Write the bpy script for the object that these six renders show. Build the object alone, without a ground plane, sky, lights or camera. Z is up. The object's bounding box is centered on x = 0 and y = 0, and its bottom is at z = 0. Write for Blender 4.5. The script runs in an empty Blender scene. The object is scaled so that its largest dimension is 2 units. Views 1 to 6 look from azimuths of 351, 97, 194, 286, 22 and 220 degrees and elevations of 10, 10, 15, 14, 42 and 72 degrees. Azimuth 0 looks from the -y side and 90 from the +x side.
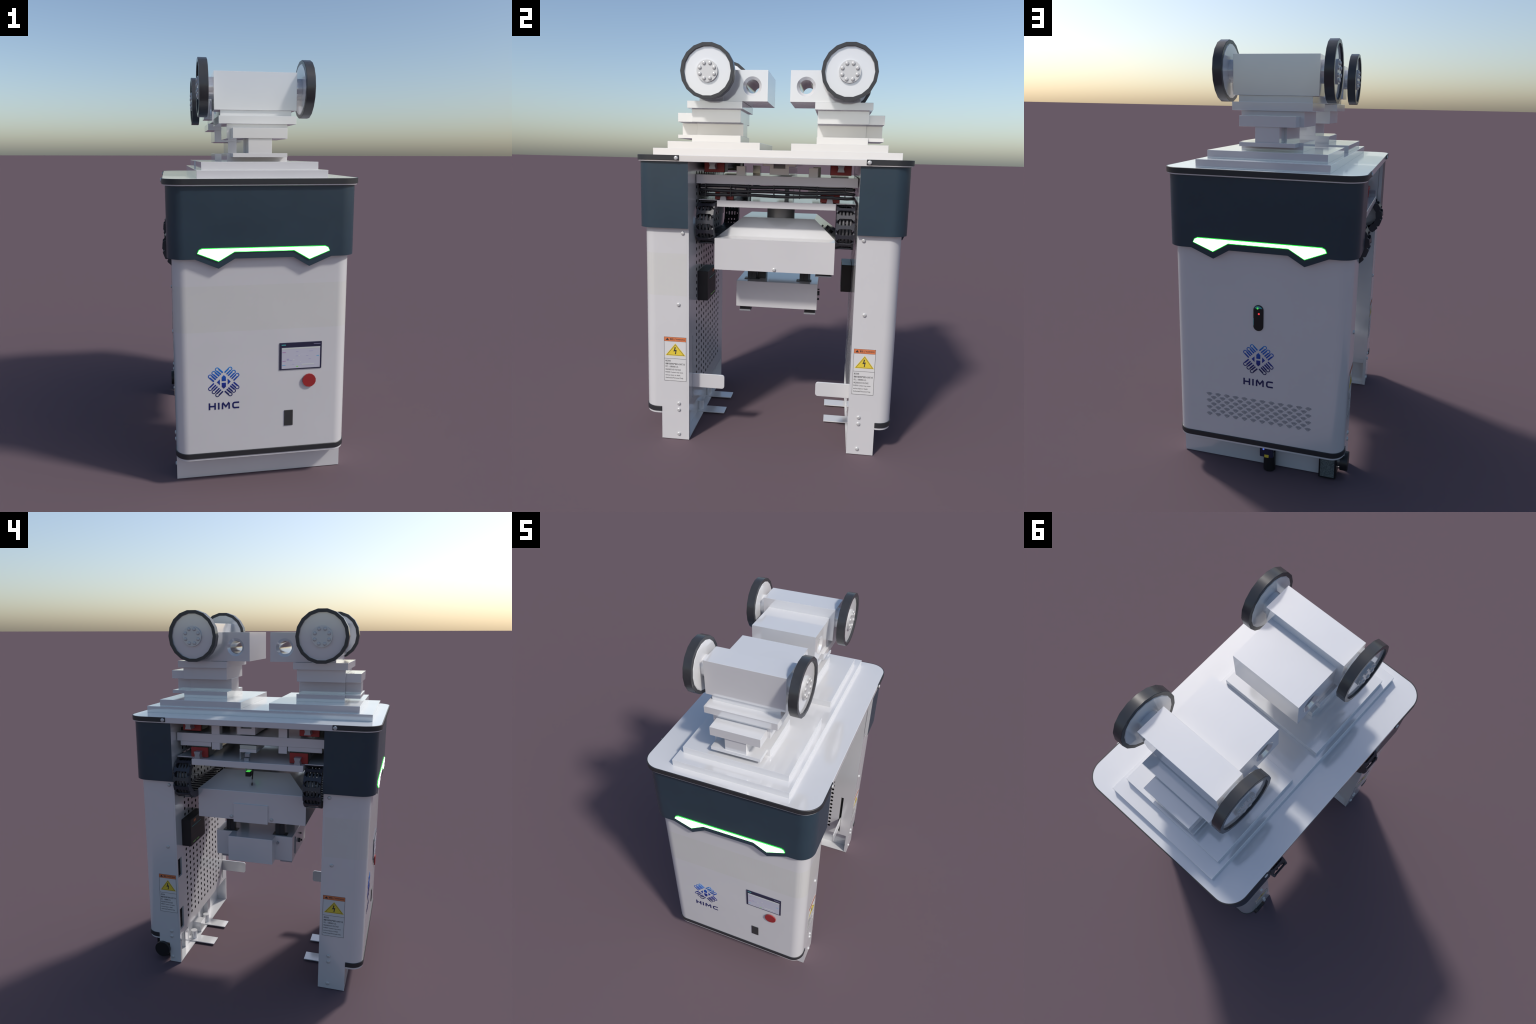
import bpy, bmesh, math
from mathutils import Vector, Matrix

# ------------------------------------------------------------------ materials
def nodes_of(name):
    m = bpy.data.materials.new(name); m.use_nodes = True
    nt = m.node_tree
    return m, nt, nt.nodes["Principled BSDF"]

def paint(name, col, rough=0.3, metal=0.0, var=0.03, scale=6.0, bump=0.0, bscale=250.0, spec=0.5, coat=0.0, streak=True):
    """painted / plastic surface: faint tonal drift, faint scratches and a fine grain"""
    m, nt, b = nodes_of(name)
    tc = nt.nodes.new("ShaderNodeTexCoord")
    n = nt.nodes.new("ShaderNodeTexNoise"); n.inputs["Scale"].default_value = scale; n.inputs["Detail"].default_value = 6
    nt.links.new(tc.outputs["Object"], n.inputs["Vector"])
    r = nt.nodes.new("ShaderNodeValToRGB")
    r.color_ramp.elements[0].position = 0.3; r.color_ramp.elements[1].position = 0.7
    r.color_ramp.elements[0].color = [c * (1 - var) for c in col] + [1]
    r.color_ramp.elements[1].color = [min(1, c * (1 + var)) for c in col] + [1]
    nt.links.new(n.outputs["Fac"], r.inputs["Fac"]); nt.links.new(r.outputs["Color"], b.inputs["Base Color"])
    mp = nt.nodes.new("ShaderNodeMapping"); mp.inputs["Scale"].default_value = (3, 3, 60)
    nt.links.new(tc.outputs["Object"], mp.inputs["Vector"])
    n2 = nt.nodes.new("ShaderNodeTexNoise"); n2.inputs["Scale"].default_value = 4; n2.inputs["Detail"].default_value = 4
    nt.links.new(mp.outputs["Vector"], n2.inputs["Vector"])
    mr = nt.nodes.new("ShaderNodeMapRange")
    mr.inputs["To Min"].default_value = rough * 0.8; mr.inputs["To Max"].default_value = rough * 1.2
    nt.links.new(n2.outputs["Fac"], mr.inputs["Value"])
    if streak: nt.links.new(mr.outputs["Result"], b.inputs["Roughness"])
    else: b.inputs["Roughness"].default_value = rough
    b.inputs["Metallic"].default_value = metal
    b.inputs["Specular IOR Level"].default_value = spec
    b.inputs["Coat Weight"].default_value = coat
    if bump:
        n3 = nt.nodes.new("ShaderNodeTexNoise"); n3.inputs["Scale"].default_value = bscale
        nt.links.new(tc.outputs["Object"], n3.inputs["Vector"])
        bp = nt.nodes.new("ShaderNodeBump"); bp.inputs["Strength"].default_value = bump; bp.inputs["Distance"].default_value = 0.002
        nt.links.new(n3.outputs["Fac"], bp.inputs["Height"]); nt.links.new(bp.outputs["Normal"], b.inputs["Normal"])
    return m

def glow(name, col, strength):
    m, nt, b = nodes_of(name)
    b.inputs["Base Color"].default_value = (*col, 1)
    b.inputs["Emission Color"].default_value = (*col, 1)
    b.inputs["Emission Strength"].default_value = strength
    return m

def logo_gradient(name):
    """print fading from sky blue at the top of the emblem to navy at its foot"""
    m, nt, b = nodes_of(name)
    tc = nt.nodes.new("ShaderNodeTexCoord"); sx = nt.nodes.new("ShaderNodeSeparateXYZ")
    nt.links.new(tc.outputs["Object"], sx.inputs["Vector"])
    mr = nt.nodes.new("ShaderNodeMapRange"); mr.inputs["From Min"].default_value = -0.08; mr.inputs["From Max"].default_value = 0.08
    nt.links.new(sx.outputs["Y"], mr.inputs["Value"])
    r = nt.nodes.new("ShaderNodeValToRGB"); e = r.color_ramp.elements
    e[0].position = 0.15; e[0].color = (0.008, 0.012, 0.085, 1)
    e[1].position = 1.0; e[1].color = (0.008, 0.21, 0.56, 1)
    a = e.new(0.45); a.color = (0.008, 0.026, 0.24, 1)
    a = e.new(0.72); a.color = (0.005, 0.09, 0.42, 1)
    nt.links.new(mr.outputs["Result"], r.inputs["Fac"]); nt.links.new(r.outputs["Color"], b.inputs["Base Color"])
    b.inputs["Roughness"].default_value = 0.35
    return m

WHITE = paint("white_paint", (0.715, 0.715, 0.725), 0.13, metal=0.3, var=0.012)
def perforated_band(src, z0, z1):
    """copy of the shell paint with a band of micro-perforation, slightly warmer and dotted"""
    m = src.copy(); m.name = "micro_perforated_paint"; nt = m.node_tree; b = nt.nodes["Principled BSDF"]
    base = b.inputs["Base Color"].links[0].from_socket
    tc = next(n for n in nt.nodes if n.type == 'TEX_COORD')
    sx = nt.nodes.new("ShaderNodeSeparateXYZ"); nt.links.new(tc.outputs["Object"], sx.inputs["Vector"])
    a = nt.nodes.new("ShaderNodeMath"); a.operation = 'GREATER_THAN'; a.inputs[1].default_value = z0; nt.links.new(sx.outputs["Z"], a.inputs[0])
    c = nt.nodes.new("ShaderNodeMath"); c.operation = 'LESS_THAN'; c.inputs[1].default_value = z1; nt.links.new(sx.outputs["Z"], c.inputs[0])
    k = nt.nodes.new("ShaderNodeMath"); k.operation = 'MULTIPLY'; nt.links.new(a.outputs[0], k.inputs[0]); nt.links.new(c.outputs[0], k.inputs[1])
    v = nt.nodes.new("ShaderNodeTexVoronoi"); v.inputs["Scale"].default_value = 230; v.inputs["Randomness"].default_value = 0.0
    nt.links.new(tc.outputs["Object"], v.inputs["Vector"])
    r = nt.nodes.new("ShaderNodeValToRGB"); r.color_ramp.elements[0].position = 0.25; r.color_ramp.elements[1].position = 0.45
    r.color_ramp.elements[0].color = (0.93, 0.94, 0.91, 1); r.color_ramp.elements[1].color = (1.0, 1.0, 0.955, 1)
    nt.links.new(v.outputs["Distance"], r.inputs["Fac"])
    mx = nt.nodes.new("ShaderNodeMix"); mx.data_type = 'RGBA'; mx.blend_type = 'MULTIPLY'
    nt.links.new(k.outputs[0], mx.inputs[0]); nt.links.new(base, mx.inputs[6]); nt.links.new(r.outputs["Color"], mx.inputs[7])
    nt.links.new(mx.outputs[2], b.inputs["Base Color"]); return m
WHITEBAND = perforated_band(WHITE, 0.7687, 0.9830)
GLOSS = paint("white_gloss_metal", (0.715, 0.715, 0.725), 0.10, metal=0.3, var=0.012)
NAVY = paint("slate_blue_paint", (0.022, 0.041, 0.060), 0.33, var=0.06)
TRIM = paint("black_trim_rubber", (0.022, 0.023, 0.026), 0.42)
TYRE = paint("tyre_rubber", (0.036, 0.037, 0.041), 0.27, var=0.08, scale=20, streak=False)
BLACK = paint("black_plastic", (0.010, 0.010, 0.011), 0.4)
VOID = paint("painted_hole_darkness", (0.004, 0.004, 0.004), 0.9, var=0.0)  # near-black colour paints the missing light inside holes and slots
CHAIN = paint("chain_plastic", (0.034, 0.035, 0.045), 0.38)
CABLE = paint("cable_rubber", (0.018, 0.018, 0.021), 0.45)
WIRE = paint("wire_rubber", (0.070, 0.070, 0.076), 0.45)
RED = paint("red_block_plastic", (0.34, 0.022, 0.020), 0.4)
BUTTON = paint("red_button_plastic", (0.29, 0.020, 0.022), 0.4)
GREEN = paint("dark_green_seal", (0.006, 0.03, 0.010), 0.5)
STEEL = paint("brushed_steel", (0.36, 0.37, 0.40), 0.35, metal=0.5)
SCREW = paint("zinc_screw", (0.52, 0.52, 0.52), 0.35, metal=0.3, streak=False)
HUB = paint("hub_metal", (0.58, 0.58, 0.58), 0.3, metal=0.3, streak=False)
GREY = paint("grey_alloy", (0.20, 0.20, 0.20), 0.35, metal=0.5)
DARKALLOY = paint("dark_profile_alloy", (0.03, 0.032, 0.036), 0.35, metal=0.3)
BEIGE = paint("beige_cover", (0.55, 0.53, 0.46), 0.4)
LABELW = paint("label_white", (0.57, 0.565, 0.565), 0.4, var=0.01)
INK = paint("label_ink", (0.03, 0.03, 0.034), 0.5)
ORANGE = paint("label_orange", (0.58, 0.17, 0.065), 0.45)
YELLOW = paint("label_yellow", (0.66, 0.50, 0.045), 0.45)
BEZEL = paint("screen_bezel", (0.022, 0.022, 0.05), 0.25)
DISPLAY = paint("screen_glass", (0.46, 0.455, 0.53), 0.2, var=0.01)
TEAL = paint("screen_teal", (0.08, 0.42, 0.42), 0.3)
MAGENTA = paint("screen_magenta", (0.35, 0.10, 0.32), 0.3)
CYANI = paint("screen_cyan", (0.05, 0.35, 0.6), 0.3)
LIME = paint("screen_lime", (0.25, 0.62, 0.12), 0.3)
PALE = paint("screen_pale", (0.52, 0.54, 0.52), 0.3)
LILAC = paint("screen_lilac", (0.34, 0.32, 0.48), 0.3)
DOOR = paint("charcoal_cover", (0.030, 0.030, 0.031), 0.5)
ARC = paint("vent_shadow_grey", (0.19, 0.19, 0.21), 0.5)
LOGO = logo_gradient("emblem_gradient_print")
LOGOTXT = paint("navy_print", (0.010, 0.014, 0.095), 0.35)
LIGHT = glow("white_light_bar", (0.95, 1.0, 0.96), 6.0)
LIGHTG = glow("green_light_rim", (0.03, 0.85, 0.06), 1.6)
LEDR = glow("red_led", (0.9, 0.05, 0.06), 0.9)
LEDG = glow("green_led", (0.08, 0.7, 0.10), 0.7)
LEDB = glow("blue_led", (0.12, 0.2, 0.8), 0.6)
GRILLE = paint("grille_grey", (0.10, 0.12, 0.12), 0.5, var=0.6, scale=260)

# ------------------------------------------------------------------ helpers
SC = bpy.context.scene.collection
def link(ob, parent=None):
    SC.objects.link(ob)
    if parent is not None: ob.parent = parent
    return ob

def finish(bm, name, mats, parent, smooth=None, matrix=None):
    bmesh.ops.recalc_face_normals(bm, faces=bm.faces)
    me = bpy.data.meshes.new(name); bm.to_mesh(me); bm.free()
    for m in (mats if isinstance(mats, (list, tuple)) else [mats]): me.materials.append(m)
    if smooth is not None:
        me.shade_smooth(); me.set_sharp_from_angle(angle=math.radians(smooth))
    ob = bpy.data.objects.new(name, me)
    if matrix is not None: ob.matrix_local = matrix
    return link(ob, parent)

def add_box(bm, x0, x1, y0, y1, z0, z1, mi=0):
    v = [bm.verts.new((x, y, z)) for x in (x0, x1) for y in (y0, y1) for z in (z0, z1)]
    for q in ((0, 1, 3, 2), (4, 6, 7, 5), (0, 4, 5, 1), (2, 3, 7, 6), (0, 2, 6, 4), (1, 5, 7, 3)):
        bm.faces.new([v[i] for i in q]).material_index = mi

def box(name, x0, x1, y0, y1, z0, z1, mat, parent, bevel=0.0012):
    bm = bmesh.new(); add_box(bm, x0, x1, y0, y1, z0, z1)
    if bevel: bmesh.ops.bevel(bm, geom=bm.edges[:], offset=bevel, segments=1, affect='EDGES', profile=0.5)
    return finish(bm, name, mat, parent, None)

def boxes(name, lst, mat, parent, bevel=0.001):
    bm = bmesh.new()
    for b in lst: add_box(bm, *b)
    if bevel: bmesh.ops.bevel(bm, geom=bm.edges[:], offset=bevel, segments=1, affect='EDGES')
    return finish(bm, name, mat, parent)

def add_prism(bm, pts, to3, a0, a1, mi=0):
    lo = [bm.verts.new(to3(p, a0)) for p in pts]; hi = [bm.verts.new(to3(p, a1)) for p in pts]
    f = [bm.faces.new(lo), bm.faces.new(hi[::-1])]
    n = len(pts)
    for i in range(n): f.append(bm.faces.new((lo[i], lo[(i + 1) % n], hi[(i + 1) % n], hi[i])))
    for q in f: q.material_index = mi
    return f

XY = lambda p, a: (p[0], p[1], a)          # profile in plan, extruded in z
YZ = lambda p, a: (a, p[0], p[1])          # profile across y/z, extruded in x
XZ = lambda p, a: (p[0], a, p[1])          # profile across x/z, extruded in y
UV = lambda p, a: (p[0], p[1], a)

def prism(name, pts, to3, a0, a1, mat, parent, smooth=35, bevel=0.0, matrix=None):
    bm = bmesh.new(); add_prism(bm, pts, to3, a0, a1)
    if bevel:                     # single chamfer; its edges stay sharp so the flats shade flat
        bmesh.ops.recalc_face_normals(bm, faces=bm.faces)
        es = [e for e in bm.edges if len(e.link_faces) == 2 and e.calc_face_angle() > 1.2]
        bmesh.ops.bevel(bm, geom=es, offset=bevel, segments=1, affect='EDGES')
    return finish(bm, name, mat, parent, smooth, matrix)

def arc(cx, cy, r, a0, a1, n):
    return [(cx + r * math.cos(math.radians(a0 + (a1 - a0) * i / n)), cy + r * math.sin(math.radians(a0 + (a1 - a0) * i / n))) for i in range(n + 1)]

def add_cyl(bm, c, axis, r, h, n=24, r2=None, mi=0, phase=0.0):
    """cylinder / cone frustum starting at c, growing h along +axis"""
    r2 = r if r2 is None else r2
    ax = Vector({'x': (1, 0, 0), 'y': (0, 1, 0), 'z': (0, 0, 1)}[axis])
    u = Vector({'x': (0, 1, 0), 'y': (0, 0, 1), 'z': (1, 0, 0)}[axis]); w = ax.cross(u); c = Vector(c)
    A = []; B = []
    for i in range(n):
        t = 2 * math.pi * i / n + phase; d = u * math.cos(t) + w * math.sin(t)
        A.append(bm.verts.new(c + d * r)); B.append(bm.verts.new(c + ax * h + d * r2))
    fs = [bm.faces.new(A[::-1]), bm.faces.new(B)]
    for i in range(n): fs.append(bm.faces.new((A[i], A[(i + 1) % n], B[(i + 1) % n], B[i])))
    for f in fs: f.material_index = mi

def cyl(name, c, axis, r, h, mat, parent, n=28, r2=None, smooth=35, phase=0.0):
    bm = bmesh.new(); add_cyl(bm, c, axis, r, h, n, r2, phase=phase)
    return finish(bm, name, mat, parent, smooth)

def tube(bm, pts, r, n=10, mi=0):
    pts = [Vector(p) for p in pts]; rings = []
    ref = None
    for i, p in enumerate(pts):
        t = (pts[min(i + 1, len(pts) - 1)] - pts[max(i - 1, 0)]).normalized()
        if ref is None: ref = t.orthogonal().normalized()
        ref = (ref - t * ref.dot(t)).normalized(); w = t.cross(ref)
        rings.append([bm.verts.new(p + (ref * math.cos(2 * math.pi * k / n) + w * math.sin(2 * math.pi * k / n)) * r) for k in range(n)])
    for a, b in zip(rings, rings[1:]):
        for k in range(n): bm.faces.new((a[k], a[(k + 1) % n], b[(k + 1) % n], b[k])).material_index = mi
    bm.faces.new(rings[0][::-1]).material_index = mi; bm.faces.new(rings[-1]).material_index = mi

def place(src, name, parent, matrix):
    ob = bpy.data.objects.new(name, src.data); ob.matrix_local = matrix
    return link(ob, parent)

def face_frame(side, u, v, off):
    """matrix of a vertical face: local x = right as seen from outside, local y = up, local z = outward"""
    r, n = {'front': ((1, 0, 0), (0, -1, 0)), 'rear': ((-1, 0, 0), (0, 1, 0)),
            'right': ((0, 1, 0), (1, 0, 0)), 'left': ((0, -1, 0), (-1, 0, 0))}[side]
    r, n, z = Vector(r), Vector(n), Vector((0, 0, 1))
    p = r * (u * (1 if side in ('front', 'right') else -1)) + z * v + n * off
    return Matrix((( r.x, z.x, n.x, p.x), (r.y, z.y, n.y, p.y), (r.z, z.z, n.z, p.z), (0, 0, 0, 1)))
# note: for 'front'/'rear' u is world x, for 'left'/'right' u is world y

# ------------------------------------------------------------------ measured layout (metres)
M = 0.0056                       # the wheel stages mirror about y = M/2
def my(y, s): return y if s > 0 else M - y
C2 = 0.0215                      # the legs and the lift mirror about y = C2/2
def ly(y, s): return y if s > 0 else C2 - y

root = bpy.data.objects.new("gantry_robot", None); link(root)
root["label"] = "white gantry inspection robot with four wheels on top"
root["category"] = "industrial robot"

# =================================================================== legs and shells
XB = 0.4085; YIN = 0.4165; YB = 0.6262; RB = 0.062       # white shell
XD = 0.4290; YD = 0.6490; RD = 0.078                     # slate shell
YSK = 0.548                                              # skirt outer plane

def shell_profile(s, x, y_in, y_out, r, n=12):
    p = [(x, y_in)] + arc(x - r, y_out - r, r, 0, 90, n) + arc(-x + r, y_out - r, r, 90, 180, n) + [(-x, y_in)]
    return [(a, b if s > 0 else (C2 - b if b < 0.5 else -b)) for a, b in p]

def fy(y, s): return y if s > 0 else -y
def sk(y, s): return y if s > 0 else -0.538 - (y - 0.548)

def perforated_panel(s, parent):
    """inner sheet of a leg: 11 columns of round holes, tall slots beside them; hole rims have depth"""
    bm = bmesh.new(); y0 = ly(YIN, s); dy = 0.010 * s
    px, pz = 0.0535, 0.0355; xa = -0.2795; za = 0.239; nc, nr = 11, 33; r = 0.0096; NS = 12
    def vert(x, z, d=0): return bm.verts.new((x, y0 + d, z))
    def quad(x0, x1, z0, z1): bm.faces.new([vert(x0, z0), vert(x1, z0), vert(x1, z1), vert(x0, z1)])
    def walls(pts, mi=0):
        a = [vert(x, z) for x, z in pts]; b = [vert(x, z, dy) for x, z in pts]
        for i in range(len(pts)): bm.faces.new((a[i], a[(i + 1) % len(pts)], b[(i + 1) % len(pts)], b[i])).material_index = mi
    gx0, gx1 = xa - px / 2, xa + (nc - .5) * px; gz0, gz1 = za - pz / 2, za + (nr - .5) * pz
    for i in range(nc):
        for j in range(nr):
            cx, cz = xa + i * px, za + j * pz
            inner = []; outer = []
            for k in range(NS):
                t = 2 * math.pi * (k + .5) / NS; c, q = math.cos(t), math.sin(t)
                inner.append((cx + r * c, cz + r * q))
                m = min(px / 2 / max(abs(c), 1e-6), pz / 2 / max(abs(q), 1e-6)); outer.append((cx + m * c, cz + m * q))
            a = [vert(*p) for p in inner]; b = [vert(*p) for p in outer]
            for k in range(NS): bm.faces.new((a[k], a[(k + 1) % NS], b[(k + 1) % NS], b[k]))
            # corners of the cell
            for sx in (-1, 1):
                for sz in (-1, 1):
                    cor = (cx + sx * px / 2, cz + sz * pz / 2)
                    near = sorted(range(NS), key=lambda k: abs(outer[k][0] - cor[0]) + 1.4 * abs(outer[k][1] - cor[1]))
                    e1 = [k for k in near if abs(outer[k][0] - cor[0]) < 1e-6][:1]; e2 = [k for k in near if abs(outer[k][1] - cor[1]) < 1e-6][:1]
                    if e1 and e2: bm.faces.new((vert(*outer[e1[0]]), vert(*cor), vert(*outer[e2[0]])))
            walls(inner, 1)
    top = 1.431; bot = 0.1745; xe = XB - 0.0003
    quad(gx0, gx1, bot, gz0); quad(gx0, gx1, gz1, top)
    # left strip (-x) with two wide slots
    sl0, sl1 = -0.3988, -0.348
    quad(-xe, sl0, bot, top); quad(sl1, gx0, bot, top)
    zs = [bot, 0.2075, 0.339, 0.537, 0.647, top]
    for k in (0, 2, 4) if s > 0 else range(5): quad(sl0, sl1, zs[k], zs[k + 1])
    for k in (1, 3) if s > 0 else (): walls([(sl0, zs[k]), (sl1, zs[k]), (sl1, zs[k + 1]), (sl0, zs[k + 1])])
    # right strip (+x) with the long fin slot
    f0, f1 = 0.3206, 0.3380
    quad(gx1, f0, bot, top); quad(f1, xe, bot, top)
    zs = [bot, 0.199, 0.5405, top]
    quad(f0, f1, zs[0], zs[1]); quad(f0, f1, zs[2], zs[3]); walls([(f0, zs[1]), (f1, zs[1]), (f1, zs[2]), (f0, zs[2])])
    walls([(-xe, bot), (xe, bot), (xe, top), (-xe, top)])
    bmesh.ops.remove_doubles(bm, verts=bm.verts, dist=1e-5)
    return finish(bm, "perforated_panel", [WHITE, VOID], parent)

bolt_src = None
def dome_bolt_mesh(name, r, h):
    bm = bmesh.new(); n = 16
    prof = [(r, 0), (r, h * .45), (r * .92, h * .75), (r * .7, h * .95), (r * .35, h * 1.0)]
    rings = [[bm.verts.new((q * math.cos(2 * math.pi * k / n), q * math.sin(2 * math.pi * k / n), z)) for k in range(n)] for q, z in prof]
    for a, b in zip(rings, rings[1:]):
        for k in range(n): bm.faces.new((a[k], a[(k + 1) % n], b[(k + 1) % n], b[k]))
    bm.faces.new(rings[-1])
    bmesh.ops.recalc_face_normals(bm, faces=bm.faces)
    me = bpy.data.meshes.new(name); bm.to_mesh(me); bm.free(); me.materials.append(SCREW)
    me.shade_smooth(); me.set_sharp_from_angle(angle=math.radians(50)); return me
BOLT = dome_bolt_mesh("bolt", 0.0095, 0.006)
def bolt(side, u, v, off, parent, sc=1.0):
    ob = bpy.data.objects.new("bolt", BOLT); ob.matrix_local = face_frame(side, u, v, off) @ Matrix.Scale(sc, 4)
    return link(ob, parent)

for s in (1, -1):
    # main white shell, its inner face blackened so the perforations look deep and unlit
    pts = shell_profile(s, XB, YIN + 0.010, YB, RB)
    bm = bmesh.new(); fs = add_prism(bm, pts, XY, 0.1745, 1.112)
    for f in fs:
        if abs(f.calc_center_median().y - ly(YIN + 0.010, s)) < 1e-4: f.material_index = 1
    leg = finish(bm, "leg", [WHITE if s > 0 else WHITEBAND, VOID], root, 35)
    # lower lip of the shell
    lip = [(x, y) for x, y in shell_profile(s, XB, YIN, YB, RB)]
    lip[0] = (XB, sk(YSK, s)); lip[-1] = (-XB, sk(YSK, s))
    prism("shell_lip", lip, XY, 0.1365, 0.1745, WHITE, leg, bevel=0.003)
    # black band round the foot of the shell (open strip)
    o = shell_profile(s, XB + 0.0035, YIN, YB + 0.0035, RB + 0.0035); i_ = shell_profile(s, XB - 0.002, YIN, YB - 0.002, RB - 0.002)
    yb = sk(YSK, s)
    for L in (o, i_): L[0] = (L[0][0], yb); L[-1] = (L[-1][0], yb)
    prism("foot_band", o + i_[::-1], XY, 0.149, 0.1762, TRIM, leg, bevel=0.0015)
    # slate-blue shell with the two hanging points
    od = shell_profile(s, XD, YIN - 0.0015, YD, RD)
    yi, yc = ly(YIN - 0.0015, s), ly(YIN + 0.010, s)
    prof = od + [(-XB - 0.001, yi), (-XB - 0.001, yc), (XB + 0.001, yc), (XB + 0.001, yi)]
    us = prism("upper_shell", prof, XY, 1.110, 1.4284, NAVY, leg)
    us.data.materials.append(WHITE)                       # pale end face toward the opening
    for f in us.data.polygons:
        if abs(f.center.y - yi) < 1e-4: f.material_index = 1
    y1 = fy(YD - 0.0004, s); y0 = fy(YB - 0.003, s)
    for q in (1, -1):
        prism("shell_point", [(q * 0.312, 1.1115), (q * 0.205, 1.0665), (q * 0.129, 1.1115)], XZ, y0, y1, NAVY, leg, smooth=None)
    # upper inner cavity face is closed by the panel
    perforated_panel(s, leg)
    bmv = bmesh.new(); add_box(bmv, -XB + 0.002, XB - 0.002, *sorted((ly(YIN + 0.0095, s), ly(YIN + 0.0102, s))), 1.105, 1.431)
    finish(bmv, "hole_darkness_plate", VOID, leg)
    # skirt: channel open toward the middle
    yo, ybk, yin = sk(YSK, s), (0.478 if s > 0 else -0.4315), ly(YIN, s)
    S = lambda a, b: sorted((a, b))
    if s > 0:
        lst = [(-0.300, XB, *S(ybk, yo), 0.0, 0.1190), (-XB, XB, *S(ybk, yo), 0.1190, 0.1745)]
    else:
        lst = [(-XB, XB, *S(ybk, yo), 0.0, 0.1745)]
    if s > 0: lst += [(-XB, -XB + 0.018, yin, 0.484, 0.0, 0.1190), (-XB, -XB + 0.018, yin, ybk, 0.1190, 0.1745)]
    else: lst += [(-XB, -XB + 0.018, *S(yin, ybk), 0.0, 0.1745)]
    lst += [(XB - 0.018, XB, *S(yin, ybk), 0.0, 0.1745),
            (-XB + 0.018, XB - 0.018, *S(yin, ybk), 0.0, 0.004)]
    boxes("skirt_channel", lst, WHITE, leg, 0)
    if s < 0: box("channel_valance", -XB + 0.0185, XB - 0.0185, yin - 0.010, yin, 0.1500, 0.1744, WHITE, leg, 0.0004)
    # guide fin, forks and rollers
    ye = ly(0.2474, s); yr = ly(0.452, s); r = 0.014 * (1 if s > 0 else 1)
    a = min(ye, yr); b = max(ye, yr)
    if s > 0: fp = [(yr, 0.262), (yr, 0.337)] + [(p[0], p[1]) for p in arc(ye + r, 0.337 - r, r, 90, 180, 6)] + arc(ye + r, 0.262 + r, r, 180, 270, 6)
    else: fp = [(yr, 0.262), (yr, 0.337)] + arc(ye - r, 0.337 - r, r, 90, 0, 6) + arc(ye - r, 0.262 + r, r, 0, -90, 6)
    prism("guide_fin", fp, YZ, 0.3285, 0.3360, WHITE, leg, bevel=0.001)
    for x0, x1 in ((0.020, 0.096), (-0.187, -0.111)):
        box("fork", x0, x1, *S(ly(0.2949, s), ly(0.456, s)), 0.0042, 0.0098, WHITE, leg, 0.0008)
        cyl("roller", ((x0 + x1) / 2, ly(0.440, s), 0.009), 'z', 0.0195, 0.052, GLOSS, leg, 24)

    if s > 0:
        boxes("roller_bracket", [(-0.072, -0.003, 0.424, 0.4785, 0.0045, 0.070), (0.112, 0.165, 0.450, 0.4785, 0.0045, 0.150), (-0.26, -0.205, 0.452, 0.4785, 0.0045, 0.110)], WHITE, leg)
    # side bolts
    for side, xo in (('right', XB), ('left', XB)):
        for z in (0.7240, 0.1980, 0.1637, 0.0295): bolt(side, ly(0.4692, s), z, xo, leg)
        bolt(side, ly(0.4465, s), 1.0850, xo, leg)

# =================================================================== light bars on both shells
def light_shape(g=0.0):
    p = [(0.2985 + g, 1.1360 - g * .6), (0.2915 + g, 1.1515 + g * .4), (0.2775 + g * .4, 1.1585 + g), (-0.2775 - g * .4, 1.1585 + g),
         (-0.2915 - g, 1.1515 + g * .4), (-0.2985 - g, 1.1360 - g * .6), (-0.205, 1.0985 - g * 1.1), (-0.1345, 1.1400 - g), (0.1345, 1.1400 - g), (0.205, 1.0985 - g * 1.1)]
    return p
for side in ('front', 'rear'):
    fm = face_frame(side, 0, 0, YD)
    lb = prism("light_bar", light_shape(0.0), UV, -0.002, 0.0034, LIGHTG, root, None, matrix=fm)
    prism("light_lens", light_shape(-0.0034), UV, 0.0034, 0.0046, LIGHT, lb, None)

# =================================================================== top plate and stepped base
XP, YP, RP = 0.4400, 0.6585, 0.088
def plate_profile(g=0.0, n=14):
    x, y, r = XP + g, YP + g, RP + g
    return arc(x - r, y - r, r, 0, 90, n) + arc(-x + r, y - r, r, 90, 180, n) + arc(-x + r, -y + r, r, 180, 270, n) + arc(x - r, -y + r, r, 270, 360, n)
plate = prism("top_plate", plate_profile(), XY, 1.4288, 1.4588, GLOSS, root, bevel=0.0012)
YR = 0.4390
for s in (1, -1):
    def half(g):
        x, y, r = XP + g, YP + g, RP + g
        p = [(x, YR)] + arc(x - r, y - r, r, 0, 90, 14) + arc(-x + r, y - r, r, 90, 180, 14) + [(-x, YR)]
        return [(a, b * s + (0.0 if s > 0 else 0.0056 if b == YR else 0)) for a, b in p]
    prism("plate_trim", half(0.0038) + half(-0.002)[::-1], XY, 1.4345, 1.4592, TRIM, plate, bevel=0.0012)
    for side in ('right', 'left'): bolt(side, my(0.4521, s), 1.4453, XP + 0.0035, plate, 1.05)
XT0, XT1 = -0.2925, 0.2950
base = box("base_slab", XT0, XT1, my(0.6143, -1), my(0.6143, 1), 1.4585, 1.4934, GLOSS, plate, 0.0008)

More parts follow.
